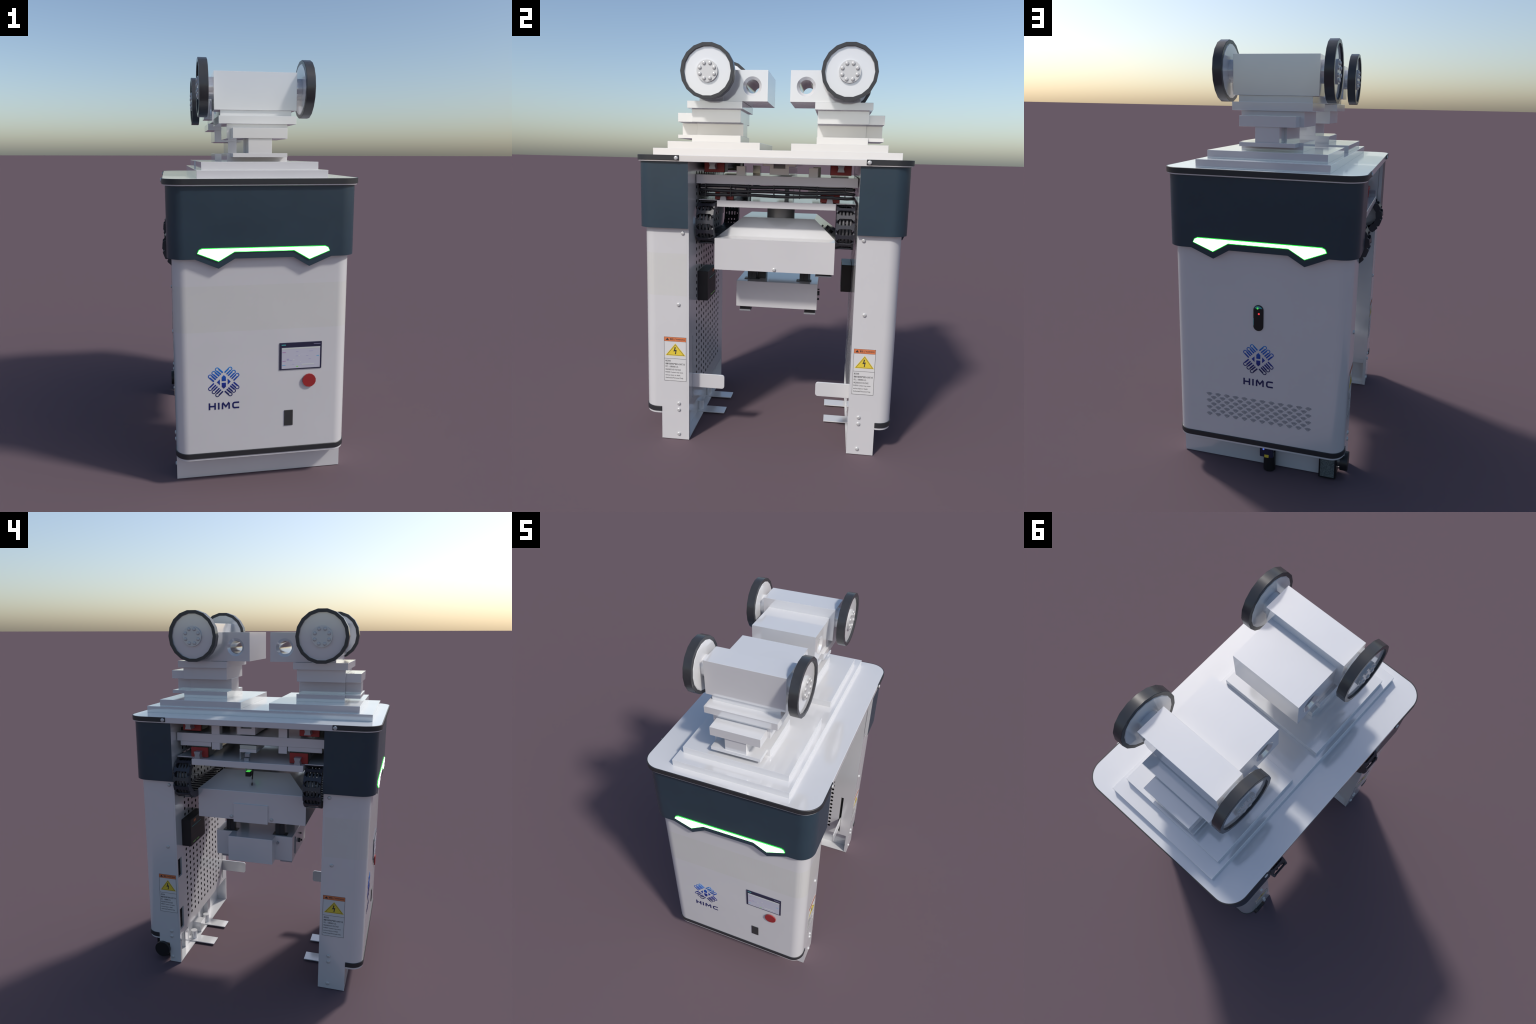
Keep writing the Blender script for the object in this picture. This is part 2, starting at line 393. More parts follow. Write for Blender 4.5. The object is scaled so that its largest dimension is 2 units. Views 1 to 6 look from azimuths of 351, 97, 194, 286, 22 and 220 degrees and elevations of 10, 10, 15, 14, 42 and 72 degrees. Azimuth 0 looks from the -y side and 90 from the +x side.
# =================================================================== wheel stages
NW = 18
def wheel(parent, x_sign, yc, zc):
    """low-sided tyre, recessed white disc, bolted hub; parent is the stage"""
    x_in, x_out = 0.2245, 0.2668; R, Ri = 0.1347, 0.1175
    bm = bmesh.new(); ph = math.pi / NW
    def ring(r, x): return [bm.verts.new((x_sign * x, yc + r * math.cos(2 * math.pi * k / NW), zc + r * math.sin(2 * math.pi * k / NW))) for k in range(NW)]
    c = 0.0012
    loops = [ring(R - c, x_in), ring(R, x_in + c), ring(R, x_out - c), ring(R - c, x_out), ring(Ri, x_out), ring(Ri, x_in)]
    for a, b in zip(loops, loops[1:] + loops[:1]):
        for k in range(NW): bm.faces.new((a[k], a[(k + 1) % NW], b[(k + 1) % NW], b[k]))
    ty = finish(bm, "tyre", TYRE, parent, 25)
    s = x_sign
    def xc(name, r, x0, x1, mat, n): return cyl(name, (min(s * x0, s * x1), yc, zc), 'x', r, abs(x1 - x0), mat, parent, n, smooth=30)
    xc("wheel_disc", Ri + 0.0005, 0.2252, 0.2565, GLOSS, NW)
    xc("disc_boss", Ri - 0.004, 0.2230, 0.2256, GLOSS, 36)
    xc("hub_cap", 0.0525, 0.2560, 0.2672, HUB, 20)
    xc("axle", 0.050, 0.190, 0.2280, GLOSS, 24)
    for k in range(8):
        t = math.radians(22.5 + 45 * k)
        ob = bpy.data.objects.new("hub_bolt", BOLT)
        ob.matrix_local = face_frame('right' if s > 0 else 'left', yc + 0.0385 * math.cos(t), zc + 0.0385 * math.sin(t), 0.2670) @ Matrix.Scale(0.95, 4)
        link(ob, parent)

def bored_block(name, x0, x1, y0, y1, z0, z1, yc, zc, r, rc, dch, mat, parent):
    """block with a chamfered bore along x"""
    bm = bmesh.new(); n = 32
    def loop(rad, x): return [bm.verts.new((x, yc + rad * math.cos(2 * math.pi * (k + .5) / n), zc + rad * math.sin(2 * math.pi * (k + .5) / n))) for k in range(n)]
    def sq(x):
        o = []
        for k in range(n):
            t = 2 * math.pi * (k + .5) / n; c, q = math.cos(t), math.sin(t)
            m = min(((y1 if c > 0 else y0) - yc) / c if abs(c) > 1e-9 else 9, ((z1 if q > 0 else z0) - zc) / q if abs(q) > 1e-9 else 9)
            o.append(bm.verts.new((x, yc + m * c, zc + m * q)))
        return o
    for x, d in ((x0, dch), (x1, -dch)):
        A, B = sq(x), loop(rc, x)
        for k in range(n): bm.faces.new((A[k], A[(k + 1) % n], B[(k + 1) % n], B[k]))
        cor = [bm.verts.new((x, y, z)) for y in (y0, y1) for z in (z0, z1)]
        for cv in cor:
            ks = sorted(range(n), key=lambda k: (A[k].co - cv.co).length)
            ey = next(k for k in ks if abs(A[k].co.y - cv.co.y) < 1e-6); ez = next(k for k in ks if abs(A[k].co.z - cv.co.z) < 1e-6)
            bm.faces.new((A[ey], cv, A[ez]))
    L = [loop(rc, x0), loop(r, x0 + dch), loop(r, x1 - dch), loop(rc, x1)]
    for a, b in zip(L, L[1:]):
        for k in range(n): bm.faces.new((a[k], a[(k + 1) % n], b[(k + 1) % n], b[k]))
    for q in ([(x0, y0, z0), (x1, y0, z0), (x1, y1, z0), (x0, y1, z0)], [(x0, y0, z1), (x1, y0, z1), (x1, y1, z1), (x0, y1, z1)],
              [(x0, y0, z0), (x1, y0, z0), (x1, y0, z1), (x0, y0, z1)], [(x0, y1, z0), (x1, y1, z0), (x1, y1, z1), (x0, y1, z1)]):
        bm.faces.new([bm.verts.new(p) for p in q])
    bmesh.ops.remove_doubles(bm, verts=bm.verts, dist=1e-5)
    return finish(bm, name, mat, parent, 30)

for s in (1, -1):
    Y = lambda a, b: sorted((my(a, s), my(b, s)))
    stage = box("wheel_stage", -0.1964, 0.1930, *Y(0.2822, 0.4158), 1.7637, 1.9356, GLOSS, root, 0.0008)
    box("stage_pad", -0.2683, 0.2670, *Y(0.0800, 0.5476), 1.4930, 1.5287, GLOSS, stage, 0.0008)
    bored_block("bearing_block", -0.1676, 0.1666, *Y(0.0595, 0.2825), 1.7359, 1.8877, my(0.1380, s), 1.8095, 0.0340, 0.0475, 0.012, GLOSS, stage)
    box("stage_neck", -0.1680, 0.1685, *Y(0.2830, 0.4085), 1.7340, 1.7640, GLOSS, stage, 0.0008)
    box("cross_plate", -0.1807, 0.1788, *Y(0.1860, 0.4708), 1.6988, 1.7345, GLOSS, stage, 0.0008)
    box("upper_flange", -0.1430, 0.1400, *Y(0.1993, 0.4560), 1.6328, 1.6992, GLOSS, stage, 0.0008)
    box("web", -0.0660, 0.0640, *Y(0.1975, 0.4480), 1.5660, 1.6332, GLOSS, stage, 0.0008)
    box("lower_flange", -0.1430, 0.1400, *Y(0.1985, 0.4560), 1.5283, 1.5668, GLOSS, stage, 0.0008)
    boxes("end_bracket", [(-0.1240, 0.1240, *Y(0.4562, 0.5347), 1.6330, 1.6782), (-0.0535, 0.0537, *Y(0.4482, 0.5300), 1.5669, 1.6330),
                          (-0.1240, 0.1240, *Y(0.4562, 0.5347), 1.5493, 1.5669)], GLOSS, stage, 0.0006)
    for xs in (1, -1): wheel(stage, xs, my(0.3475, s), 1.8673)

# =================================================================== slides, lift and housing between the legs
frame = box("upper_slide_plate", -0.358, 0.2790, -0.3915, 0.4120, 1.3230, 1.3680, WHITE, root, 0.001)
low = box("lower_slide_plate", -0.4096, 0.2620, -0.2885, 0.3102, 1.2074, 1.2405, WHITE, root, 0.001)

for y0, y1 in ((0.3108, 0.4080), (-0.3865, -0.2891)):
    box("slide_wing", -0.372, 0.2470, y0, y1, 1.2372, 1.2418, WHITE, low, 0.0006)

def dovetail(yc, z0, z1, w, flip):
    h = z1 - z0; p = [(-w, z0), (w, z0), (w * .72, z0 + h * .5), (w * 1.02, z1), (-w * 1.02, z1), (-w * .72, z0 + h * .5)]
    return [(yc + a, b) for a, b in p]
def slide_block(x_end, dx, y0, y1, z0, z1, parent):
    """red cap, dark green seal and pale carriage body, running from the cap inward"""
    d = 1 if dx > 0 else -1
    S = lambda a, b: sorted((a, b))
    cap = box("slide_cap", *S(x_end, x_end + d * 0.012), y0, y1, z0, z1, RED, parent, 0.0015)
    box("slide_seal", *S(x_end + d * 0.0122, x_end + d * 0.018), y0 - 0.0015, y1 + 0.0015, z0 - 0.001, z1 + 0.003, GREEN, parent, 0)
    box("slide_body", *S(x_end + d * 0.0182, x_end + dx), y0 + 0.003, y1 - 0.003, z0 + 0.002, z1 + 0.002, GREY, parent, 0.001)
    return cap
for s in (1, -1):
    Y = lambda a, b: sorted((ly(a, s), ly(b, s)))
    # upper rails hang from the top plate, lower rails stand on the lower plate
    yc = ly(0.327, s)
    prism("rail", dovetail(yc, 1.396, 1.4290, 0.0170, 0), YZ, -0.405, 0.300, STEEL, frame, None)
    yc = ly(0.279, s)
    prism("rail", dovetail(yc, 1.2405, 1.2785, 0.0170, 0), YZ, -0.4085, 0.2610, STEEL, low, None)
    for xe, dx in ((0.2500, -0.11), (-0.350, 0.11)):
        slide_block(xe, dx, *Y(0.2765, 0.3780), 1.3800, 1.4270, frame)
    for xe, dx in ((0.2300, -0.11), (-0.372, 0.11)):
        slide_block(xe, dx, *Y(0.2320, 0.3265), 1.2425, 1.2955, low)
    box("slide_pad", -0.355, 0.2600, *Y(0.2194, 0.3935), 1.2985, 1.3226, WHITE, frame, 0.0008)
    for x0, x1 in ((0.205, 0.245), (-0.356, -0.31)):
        box("spacer_block", x0, x1, *Y(0.1700, 0.2145), 1.3678, 1.4130, WHITE, frame, 0.0008)
        box("spacer_block", x0, x1, *Y(0.1700, 0.2145), 1.2850, 1.3230, WHITE, frame, 0.0008)
boxes("linear_drive", [(-0.36, 0.245, -0.0255, 0.0715, 1.3745, 1.4060), (-0.36, 0.245, -0.0255, -0.0060, 1.4060, 1.4170),
                       (-0.36, 0.245, 0.0520, 0.0715, 1.4060, 1.4170), (-0.36, 0.245, -0.060, -0.0060, 1.4170, 1.4332), (-0.36, 0.245, 0.0520, 0.105, 1.4170, 1.4332)], WHITE, frame, 0.0008)
box("drive_core", -0.34, 0.235, -0.006, 0.052, 1.4062, 1.4330, GREY, frame, 0)
box("encoder_cover", -0.362, -0.22, -0.0324, 0.0570, 1.2995, 1.3185, BEIGE, frame, 0.0008)
boxes("encoder_head", [(-0.364, -0.20, -0.0324, 0.0575, 1.2815, 1.2993), (-0.362, -0.30, 0.0545, 0.0575, 1.2410, 1.2815)], WHITE, frame, 0.0006)
boxes("encoder_clip", [(-0.385, -0.355, -0.002, 0.024, 1.262, 1.281), (-0.388, -0.36, 0.001, 0.027, 1.2406, 1.257)], STEEL, low, 0.0015)
# hanging scanner with green lamp and aerial
ox, oy, oz = -0.295, 0.0290, 1.1370                      # lower front corner of the scanner
box("scan_head", ox - 0.017, ox + 0.017, oy - 0.0145, oy + 0.0145, oz, oz + 0.0255, BLACK, low, 0.002)
box("scan_lamp", ox - 0.0165, ox + 0.0165, oy - 0.0100, oy + 0.0110, oz + 0.0257, oz + 0.0290, LEDG, low, 0.001)
box("scan_bracket", ox - 0.011, ox + 0.011, oy + 0.0148, oy + 0.0180, oz - 0.003, 1.2080, STEEL, low, 0)
bm = bmesh.new(); ax_ = ox + 0.003
tube(bm, [(ax_, oy - 0.0230, 1.2085), (ax_, oy - 0.0215, 1.155), (ax_, oy - 0.0180, 1.119)], 0.0034, 8)
tube(bm, [(ax_, oy - 0.0174, 1.101), (ax_, oy - 0.0165, 1.084)], 0.0036, 8); finish(bm, "aerial", BLACK, low, 40)
bm = bmesh.new(); tube(bm, [(ax_, oy - 0.0180, 1.1192), (ax_, oy - 0.0174, 1.1008)], 0.0026, 8); finish(bm, "aerial_sleeve", STEEL, low, 40)

# cable bundle strung across the +x side
bm = bmesh.new(); cx = 0.272
for j, (z, rr, xo) in enumerate(((1.3130, 0.0086, 0), (1.2905, 0.0082, 0.004), (1.2700, 0.0080, 0.0))):
    pts = [(cx - 0.075, -0.376 + 0.004 * j, z - 0.004), (cx - 0.03, -0.375, z - 0.004), (cx - 0.008 + xo, -0.365, z - 0.002)]
    for k in range(15):
        y = -0.345 + k * 0.0505
        pts.append((cx + xo + 0.002 * math.sin(k * 1.3 + j), y, z + 0.0022 * math.sin(k * 0.9 + 2.1 * j)))
    pts += [(cx - 0.006 + xo, 0.385, z - 0.001), (cx - 0.03, 0.394, z - 0.003), (cx - 0.075, 0.396, z - 0.005)]
    tube(bm, pts, rr, 12)
bundle = finish(bm, "cable_bundle", CABLE, root, 50)
for y in (-0.342, -0.215, -0.126, 0.002, 0.130, 0.216, 0.352):
    bm = bmesh.new(); h = 0.0315; zc = 1.2925; w = 0.0022
    o = [(cx + 0.0125, zc - h), (cx + 0.0125, zc + h), (cx - 0.0105, zc + h), (cx - 0.0105, zc - h)]
    i_ = [(cx + 0.0105, zc - h + .002), (cx + 0.0105, zc + h - .002), (cx - 0.0085, zc + h - .002), (cx - 0.0085, zc - h + .002)]
    lo = [[bm.verts.new((p[0], y + d, p[1])) for p in L] for d in (-w, w) for L in (o, i_)]
    for k in range(4):
        n = (k + 1) % 4
        bm.faces.new((lo[0][k], lo[0][n], lo[1][n], lo[1][k])); bm.faces.new((lo[2][k], lo[2][n], lo[3][n], lo[3][k]))
        bm.faces.new((lo[0][k], lo[0][n], lo[2][n], lo[2][k])); bm.faces.new((lo[1][k], lo[1][n], lo[3][n], lo[3][k]))
    finish(bm, "cable_tie", CABLE, bundle)

# energy chains: long loop under each side of the slide
def chain_path():
    zc, r = 1.1215, 0.0945; xr, xl = 0.211, -0.337
    segs = []; step = 0.0430
    pts = []
    top = [(x, zc + r, 0.0) for x in ()]
    total = 0.10 + math.pi * r + (xr - xl) + math.pi * r + 0.10
    n = int(total / step)
    out = []
    for i in range(n):
        d = (i + .5) * total / n
        if d < 0.10: p = (xr - 0.10 + d, zc + r, 0.0)
        elif d < 0.10 + math.pi * r:
            t = (d - 0.10) / r; p = (xr + r * math.sin(t), zc + r * math.cos(t), t)
        elif d < 0.10 + math.pi * r + (xr - xl): p = (xr - (d - 0.10 - math.pi * r), zc - r, math.pi)
        elif d < 0.10 + 2 * math.pi * r + (xr - xl):
            t = math.pi + (d - 0.10 - math.pi * r - (xr - xl)) / r; p = (xl + r * math.sin(t), zc + r * math.cos(t), t)
        else: p = (xl + (d - 0.10 - 2 * math.pi * r - (xr - xl)), zc + r, 2 * math.pi)
        out.append(p)
    return out
def link_mesh():
    """one chain link: two scalloped cheeks, an outer and an inner cross bar with flared ends (local x along, y across, z outward)"""
    bm = bmesh.new(); hw = 0.0445
    cheek = [(-0.0205, -0.013), (-0.015, -0.018), (0.015, -0.018), (0.0215, -0.013), (0.0245, 0.0), (0.0215, 0.013), (0.015, 0.018), (-0.015, 0.018), (-0.0205, 0.013), (-0.0225, 0.0)]
    for s in (1, -1):
        a, b = sorted((s * (hw - 0.006), s * hw)); add_prism(bm, cheek, lambda p, q: (p[0], q, p[1]), a, b)
    fl = [(-0.019, hw - .0061), (-0.0165, hw - .0090), (-0.0115, hw - .0130), (-0.0090, hw - .0185)]
    outl = [(-0.019, hw - .0061)] + fl[1:] + [(x, -y) for x, y in fl[::-1]]
    ring = outl + [(-x, y) for x, y in outl[::-1]]
    add_prism(bm, ring, lambda p, q: (p[0], p[1], q), 0.0125, 0.0175)
    add_prism(bm, ring, lambda p, q: (p[0] * .8, p[1], q), -0.0175, -0.0125)
    bmesh.ops.recalc_face_normals(bm, faces=bm.faces)
    me = bpy.data.meshes.new("chain_link"); bm.to_mesh(me); bm.free(); me.materials.append(CHAIN); return me
LINK = link_mesh()
path = chain_path()
for y in (-0.3400, 0.3600):
    bm = bmesh.new()
    for k in range(4):
        off = -0.027 + 0.018 * k
        tube(bm, [(x - 0.003 * math.sin(a) * (k % 2), y + off, z - 0.001 * k) for x, z, a in path], 0.0068, 8)
    ch = finish(bm, "energy_chain", WIRE, root, 50)
    for x, z, a in path:
        ob = bpy.data.objects.new("chain_link", LINK)
        ob.matrix_local = Matrix.Translation((x, y, z)) @ Matrix.Rotation(a, 4, 'Y')
        link(ob, ch)

# housing with pyramid roof
bm = bmesh.new()
def ringv(x0, x1, y0, y1, z): return [bm.verts.new(p) for p in ((x0, y0, z), (x1, y0, z), (x1, y1, z), (x0, y1, z))]
loops = [ringv(-0.3182, 0.3020, -0.2905, 0.3142, 0.8910), ringv(-0.3182, 0.3020, -0.2905, 0.3142, 1.0520), ringv(-0.3175, 0.2060, -0.2885, 0.3120, 1.0535), ringv(-0.2112, 0.0960, -0.1800, 0.2030, 1.1440)]
bm.faces.new(loops[0][::-1]); bm.faces.new(loops[-1])
for a, b in zip(loops, loops[1:]):
    for k in range(4): bm.faces.new((a[k], a[(k + 1) % 4], b[(k + 1) % 4], b[k]))
house = finish(bm, "lift_housing", WHITE, root)
cyl("swivel_column", (0.025, 0.016, 1.1440), 'z', 0.0745, 0.0575, GREY, house, 40)
cyl("swivel_flange", (0.025, 0.016, 1.2010), 'z', 0.112, 0.0066, GREY, house, 40)
box("cover_plate", -0.3265, -0.3183, -0.0850, 0.1083, 0.8800, 0.9850, WHITE, house, 0.001)
for u in (0.1229, -0.1050): bolt('left', u, 0.9070, 0.3182, house)
bolt('right', 0.0157, 0.9030, 0.3020, house)
box("underside_clip", 0.16, 0.288, 0.222, 0.3050, 0.8745, 0.8800, STEEL, house, 0.0006)
box("clip_pad", 0.165, 0.28, 0.226, 0.300, 0.8801, 0.8909, BLACK, house, 0)
# connectors on the rear slope of the roof
sl = math.atan2(1.1446 - 1.059, 0.3060 - 0.2021)
R_ = Matrix.Translation((0.02, 0.270, 1.0895)) @ Matrix.Rotation(-sl, 4, 'X')
bm = bmesh.new(); add_cyl(bm, (0.02, 0.012, -0.004), 'z', 0.022, 0.016, 24); add_box(bm, 0.05, 0.085, -0.012, -0.004, 0, 0.004); add_box(bm, 0.05, 0.085, -0.036, -0.028, 0, 0.004); add_cyl(bm, (-0.05, 0.012, -0.004), 'z', 0.020, 0.014, 24)
finish(bm, "cable_connector", BLACK, house, 40, R_)
# camera box hung below on four profiles
lb = box("sensor_box", -0.2598, 0.1143, -0.2082, 0.2318, 0.6536, 0.7956, WHITE, root, 0.001)
box("sensor_cover", -0.3304, -0.2599, -0.1123, 0.1395, 0.6525, 0.7954, WHITE, lb, 0.001)
for x in (0.035, -0.225):
    for y in (-0.133, 0.155):
        w = 0.024
        boxes("support_post", [(x - .016, x + .016, y - w, y - 0.0006, 0.7950, 0.8905), (x - .016, x + .016, y + 0.0006, y + w, 0.7950, 0.8905), (x - .0135, x + .0135, y - 0.0007, y + 0.0007, 0.7950, 0.8905)], DARKALLOY, lb, 0.0004)
        box("post_foot", x - .022, x + .022, y - .041, y + .041, 0.7957, 0.7990, DARKALLOY, lb, 0.0005)
box("drive_unit", -0.06, 0.018, -0.105, -0.060, 0.7957, 0.8900, BLACK, lb, 0.001)
for y in (-0.161, 0.1945):
    box("sensor_foot", 0.045, 0.105, y - .031, y + .031, 0.6250, 0.6330, STEEL, lb, 0.0008)
    box("foot_pad", 0.05, 0.10, y - .028, y + .028, 0.6331, 0.6535, BLACK, lb, 0)
box("sensor_clip", -0.256, -0.20, -0.206, -0.140, 0.6455, 0.6535, STEEL, lb, 0.0008)
box("sensor_clip", -0.254, -0.19, 0.140, 0.204, 0.6400, 0.6535, STEEL, lb, 0.0008)
for x, z, r in ((-0.085, 0.715, 0.013), (-0.03, 0.695, 0.006), (-0.05, 0.745, 0.004)):
    cyl("side_knob", (x, -0.2082 - 0.010, z), 'y', r, 0.012, DARKALLOY, lb, 16)
    cyl("side_knob", (x + 0.06, 0.2318, z), 'y', r, 0.010, DARKALLOY, lb, 16)
box("side_handle", -0.19, -0.178, -0.2132, -0.2075, 0.672, 0.772, STEEL, lb, 0.002)
cyl("side_knob", (-0.2700, -0.1270, 0.757), 'x', 0.0075, 0.0115, STEEL, lb, 16)

# electronics boxes on the inner panels
for s, x0, x1 in ((1, -0.334, -0.120), (-1, 0.050, 0.240)):
    ya, yb = sorted((ly(0.3600, s), ly(0.4160, s)))
    eb = box("controller_box", x0, x1, ya, yb, 0.707, 0.865, BLACK, root, 0.002)
    yf = ly(0.3600, s); e = 0.0012 * s
    q = lambda nm, a, b, c, d, m: box(nm, a, b, *sorted((yf, yf - e)), c, d, m, eb, 0)
    q("status_mark", x0 + 0.030, x0 + 0.066, 0.722, 0.727, LIME); q("status_mark", x0 + 0.080, x0 + 0.116, 0.722, 0.727, LIME)
    q("warning_mark", x0 + 0.045, x0 + 0.075, 0.842, 0.856, ORANGE); q("status_line", x0 + 0.02, x0 + 0.15, 0.820, 0.8225, TEAL)

# =================================================================== front face fittings
hmi = box("control_screen", 0.0765, 0.2792, -YB - 0.0035, -YB + 0.002, 0.5675, 0.7005, BEZEL, root, 0.0012)
ys = -YB - 0.0035
def on_screen(nm, x0, x1, z0, z1, m, d=0.0005): box(nm, x0, x1, ys - d, ys + 0.0001 - 0.0001 * (d > .0006), z0, z1, m, hmi, 0)
on_screen("screen_display", 0.0868, 0.2708, 0.5738, 0.6765, DISPLAY)
on_screen("screen_logo", 0.086, 0.106, 0.6885, 0.6920, TEAL); on_screen("screen_logo", 0.240, 0.272, 0.6895, 0.6910, LILAC)
for x, z, w, h, m in ((0.091, 0.653, .015, .0022, MAGENTA), (0.091, 0.611, .015, .0022, MAGENTA), (0.089, 0.5905, .016, .0022, CYANI), (0.254, 0.630, .012, .0026, CYANI),
                      (0.156, 0.655, .010, .0022, LILAC), (0.218, 0.655, .018, .0020, LILAC), (0.154, 0.634, .010, .002, LILAC), (0.204, 0.633, .010, .002, LILAC),
                      (0.112, 0.615, .010, .008, LILAC), (0.126, 0.612, .010, .002, LILAC), (0.217, 0.616, .010, .002, LILAC), (0.137, 0.594, .010, .002, LILAC),
                      (0.157, 0.5805, .009, .0042, LIME), (0.183, 0.589, .060, .0042, PALE), (0.166, 0.634, .008, .0025, PALE), (0.140, 0.614, .008, .003, PALE), (0.174, 0.604, .006, .002, PALE)):
    box("screen_mark", x, x + w, ys - 0.0009, ys - 0.00055, z, z + h, m, hmi, 0)
box("screen_header", 0.0868, 0.2708, ys - 0.0008, ys - 0.00055, 0.6690, 0.6760, PALE, hmi, 0)
bt = cyl("stop_button", (0.2200, -YB - 0.0085, 0.5110), 'y', 0.0325, 0.0055, BUTTON, root, 14, smooth=20)
cyl("button_stem", (0.2200, -YB - 0.0030, 0.5110), 'y', 0.019, 0.004, BLACK, bt, 20)
box("socket_cover", 0.1023, 0.1443, -YB - 0.0030, -YB + 0.002, 0.2860, 0.3642, DOOR, root, 0.0008)

# ------------------------------------------------------------------ emblem: diamond of looped pins around a letter form
def flat(bm, pts, d0, d1, mi=0): add_prism(bm, pts, UV, d0, d1, mi)
def ribbon(bm, outer, inner, d0, d1):
    a = [[bm.verts.new((p[0], p[1], d)) for p in outer] for d in (d0, d1)]; b = [[bm.verts.new((p[0], p[1], d)) for p in inner] for d in (d0, d1)]
    n = len(outer)
    for i in range(n - 1):
        bm.faces.new((a[1][i], a[1][i + 1], b[1][i + 1], b[1][i]))
        bm.faces.new((a[0][i], a[0][i + 1], a[1][i + 1], a[1][i])); bm.faces.new((b[0][i], b[0][i + 1], b[1][i + 1], b[1][i]))
    for e in (0, n - 1): bm.faces.new((a[0][e], a[1][e], b[1][e], b[0][e]))
def stroke(bm, pts, w, d0, d1):
    """mitred line of width w"""
    L, Rr = [], []; P = [Vector(p) for p in pts]
    for i, p in enumerate(P):
        t0 = (P[i] - P[i - 1]).normalized() if i else None; t1 = (P[i + 1] - P[i]).normalized() if i < len(P) - 1 else None
        t0 = t0 or t1; t1 = t1 or t0
        n0 = Vector((-t0.y, t0.x)); n1 = Vector((-t1.y, t1.x)); m = (n0 + n1).normalized(); k = min(2.0, 1 / max(0.3, m.dot(n0)))
        L.append(p + m * (w / 2 * k)); Rr.append(p - m * (w / 2 * k))
    ribbon(bm, L, Rr, d0, d1)

def emblem_mesh():
    bm = bmesh.new(); k = 0.0001625; d0, d1 = -0.0005, 0.0009
    D = 50.0e-3 * 0.985                                  # half diagonal of the inner diamond
    Ro, Ri, gi = 0.0098, 0.0060, 0.0029
    edge = D * math.sqrt(2)
    for q in range(4):
        rot = math.radians(45 - 90 * q); ax = Vector((math.cos(rot), math.sin(rot))); tg = Vector((-ax.y, ax.x))
        mid = ax * (D / math.sqrt(2))
        for j in (-1, 0, 1):
            o = mid + tg * (j * edge / 3 * 0.99); Lp = 0.0310
            def P(u, v): w = o + tg * u + ax * v; return (w.x, w.y)
            h = math.sqrt(Ri ** 2 - gi ** 2); a_in = math.degrees(math.atan2(-h, gi))
            outer = [P(Ro * .985, 0.0008), P(Ro, Lp - h)] + [P(*p) for p in arc(0, Lp, Ro, -30, 210, 20)] + [P(-Ro, Lp - h), P(-Ro * .985, 0.0008)]
            inner = [P(gi, 0.0008), P(gi, Lp - h)] + [P(*p) for p in arc(0, Lp, Ri, a_in, 180 - a_in, 20)] + [P(-gi, Lp - h), P(-gi, 0.0008)]
            outer[2] = P(Ro, Lp - h * .5); outer[-3] = P(-Ro, Lp - h * .5)
            ribbon(bm, outer, inner, d0, d1)
    for sgn in (1, -1):
        flat(bm, [(0, sgn * 207 * k), (59 * k, sgn * 145 * k), (59 * k, sgn * 27 * k), (-59 * k, sgn * 27 * k), (-59 * k, sgn * 145 * k)], d0, d1)
        flat(bm, [(sgn * 198 * k, 0), (sgn * 113 * k, 88 * k), (sgn * 113 * k, -88 * k)], d0, d1)
    bmesh.ops.recalc_face_normals(bm, faces=bm.faces)
    me = bpy.data.meshes.new("emblem"); bm.to_mesh(me); bm.free(); me.materials.append(LOGO); return me

def lettering_mesh():
    """H I M C drawn as rounded technical strokes, 144 mm wide, 34 mm high"""
    bm = bmesh.new(); d0, d1 = -0.0005, 0.0009; w = 0.0074; h = 0.0335; k = 0.0001625
    X = lambda px: (px - 612) * k
    a, b = X(172) + w / 2, X(378) - w / 2
    stroke(bm, [(a, 0), (a, h)], w, d0, d1); stroke(bm, [(b, 0), (b, h)], w, d0, d1); stroke(bm, [(a + w / 2, h * .5), (b - w / 2, h * .5)], w, d0, d1)
    stroke(bm, [(X(460), 0), (X(460), h)], w, d0, d1)
    l, r, m = X(545) + w / 2, X(783) - w / 2, X(664)
    stroke(bm, [(l, 0), (l, h * .80), (l + .0028, h * .90), (m, h * .36), (r - .0028, h * .90), (r, h * .80), (r, 0)], w * .95, d0, d1)
    c0, c1 = X(848) + w / 2, X(1050); rr = 0.0085; y0, y1 = w / 2, h - w / 2
    stroke(bm, [(c1, y1)] + arc(c0 + rr, y1 - rr, rr, 90, 180, 6) + arc(c0 + rr, y0 + rr, rr, 180, 270, 6) + [(c1, y0)], w, d0, d1)
    bmesh.ops.recalc_face_normals(bm, faces=bm.faces)
    me = bpy.data.meshes.new("lettering"); bm.to_mesh(me); bm.free(); me.materials.append(LOGOTXT); return me
EMB, LET = emblem_mesh(), lettering_mesh()
for side, x, z in (('front', -0.1845, 0.5270), ('rear', 0.0, 0.5995)):
    ob = bpy.data.objects.new("emblem", EMB); ob.matrix_local = face_frame(side, x, z, YB); link(ob, root)
    tx = bpy.data.objects.new("lettering", LET); tx.matrix_local = Matrix.Translation((0, -0.1350, 0)); link(tx, ob)

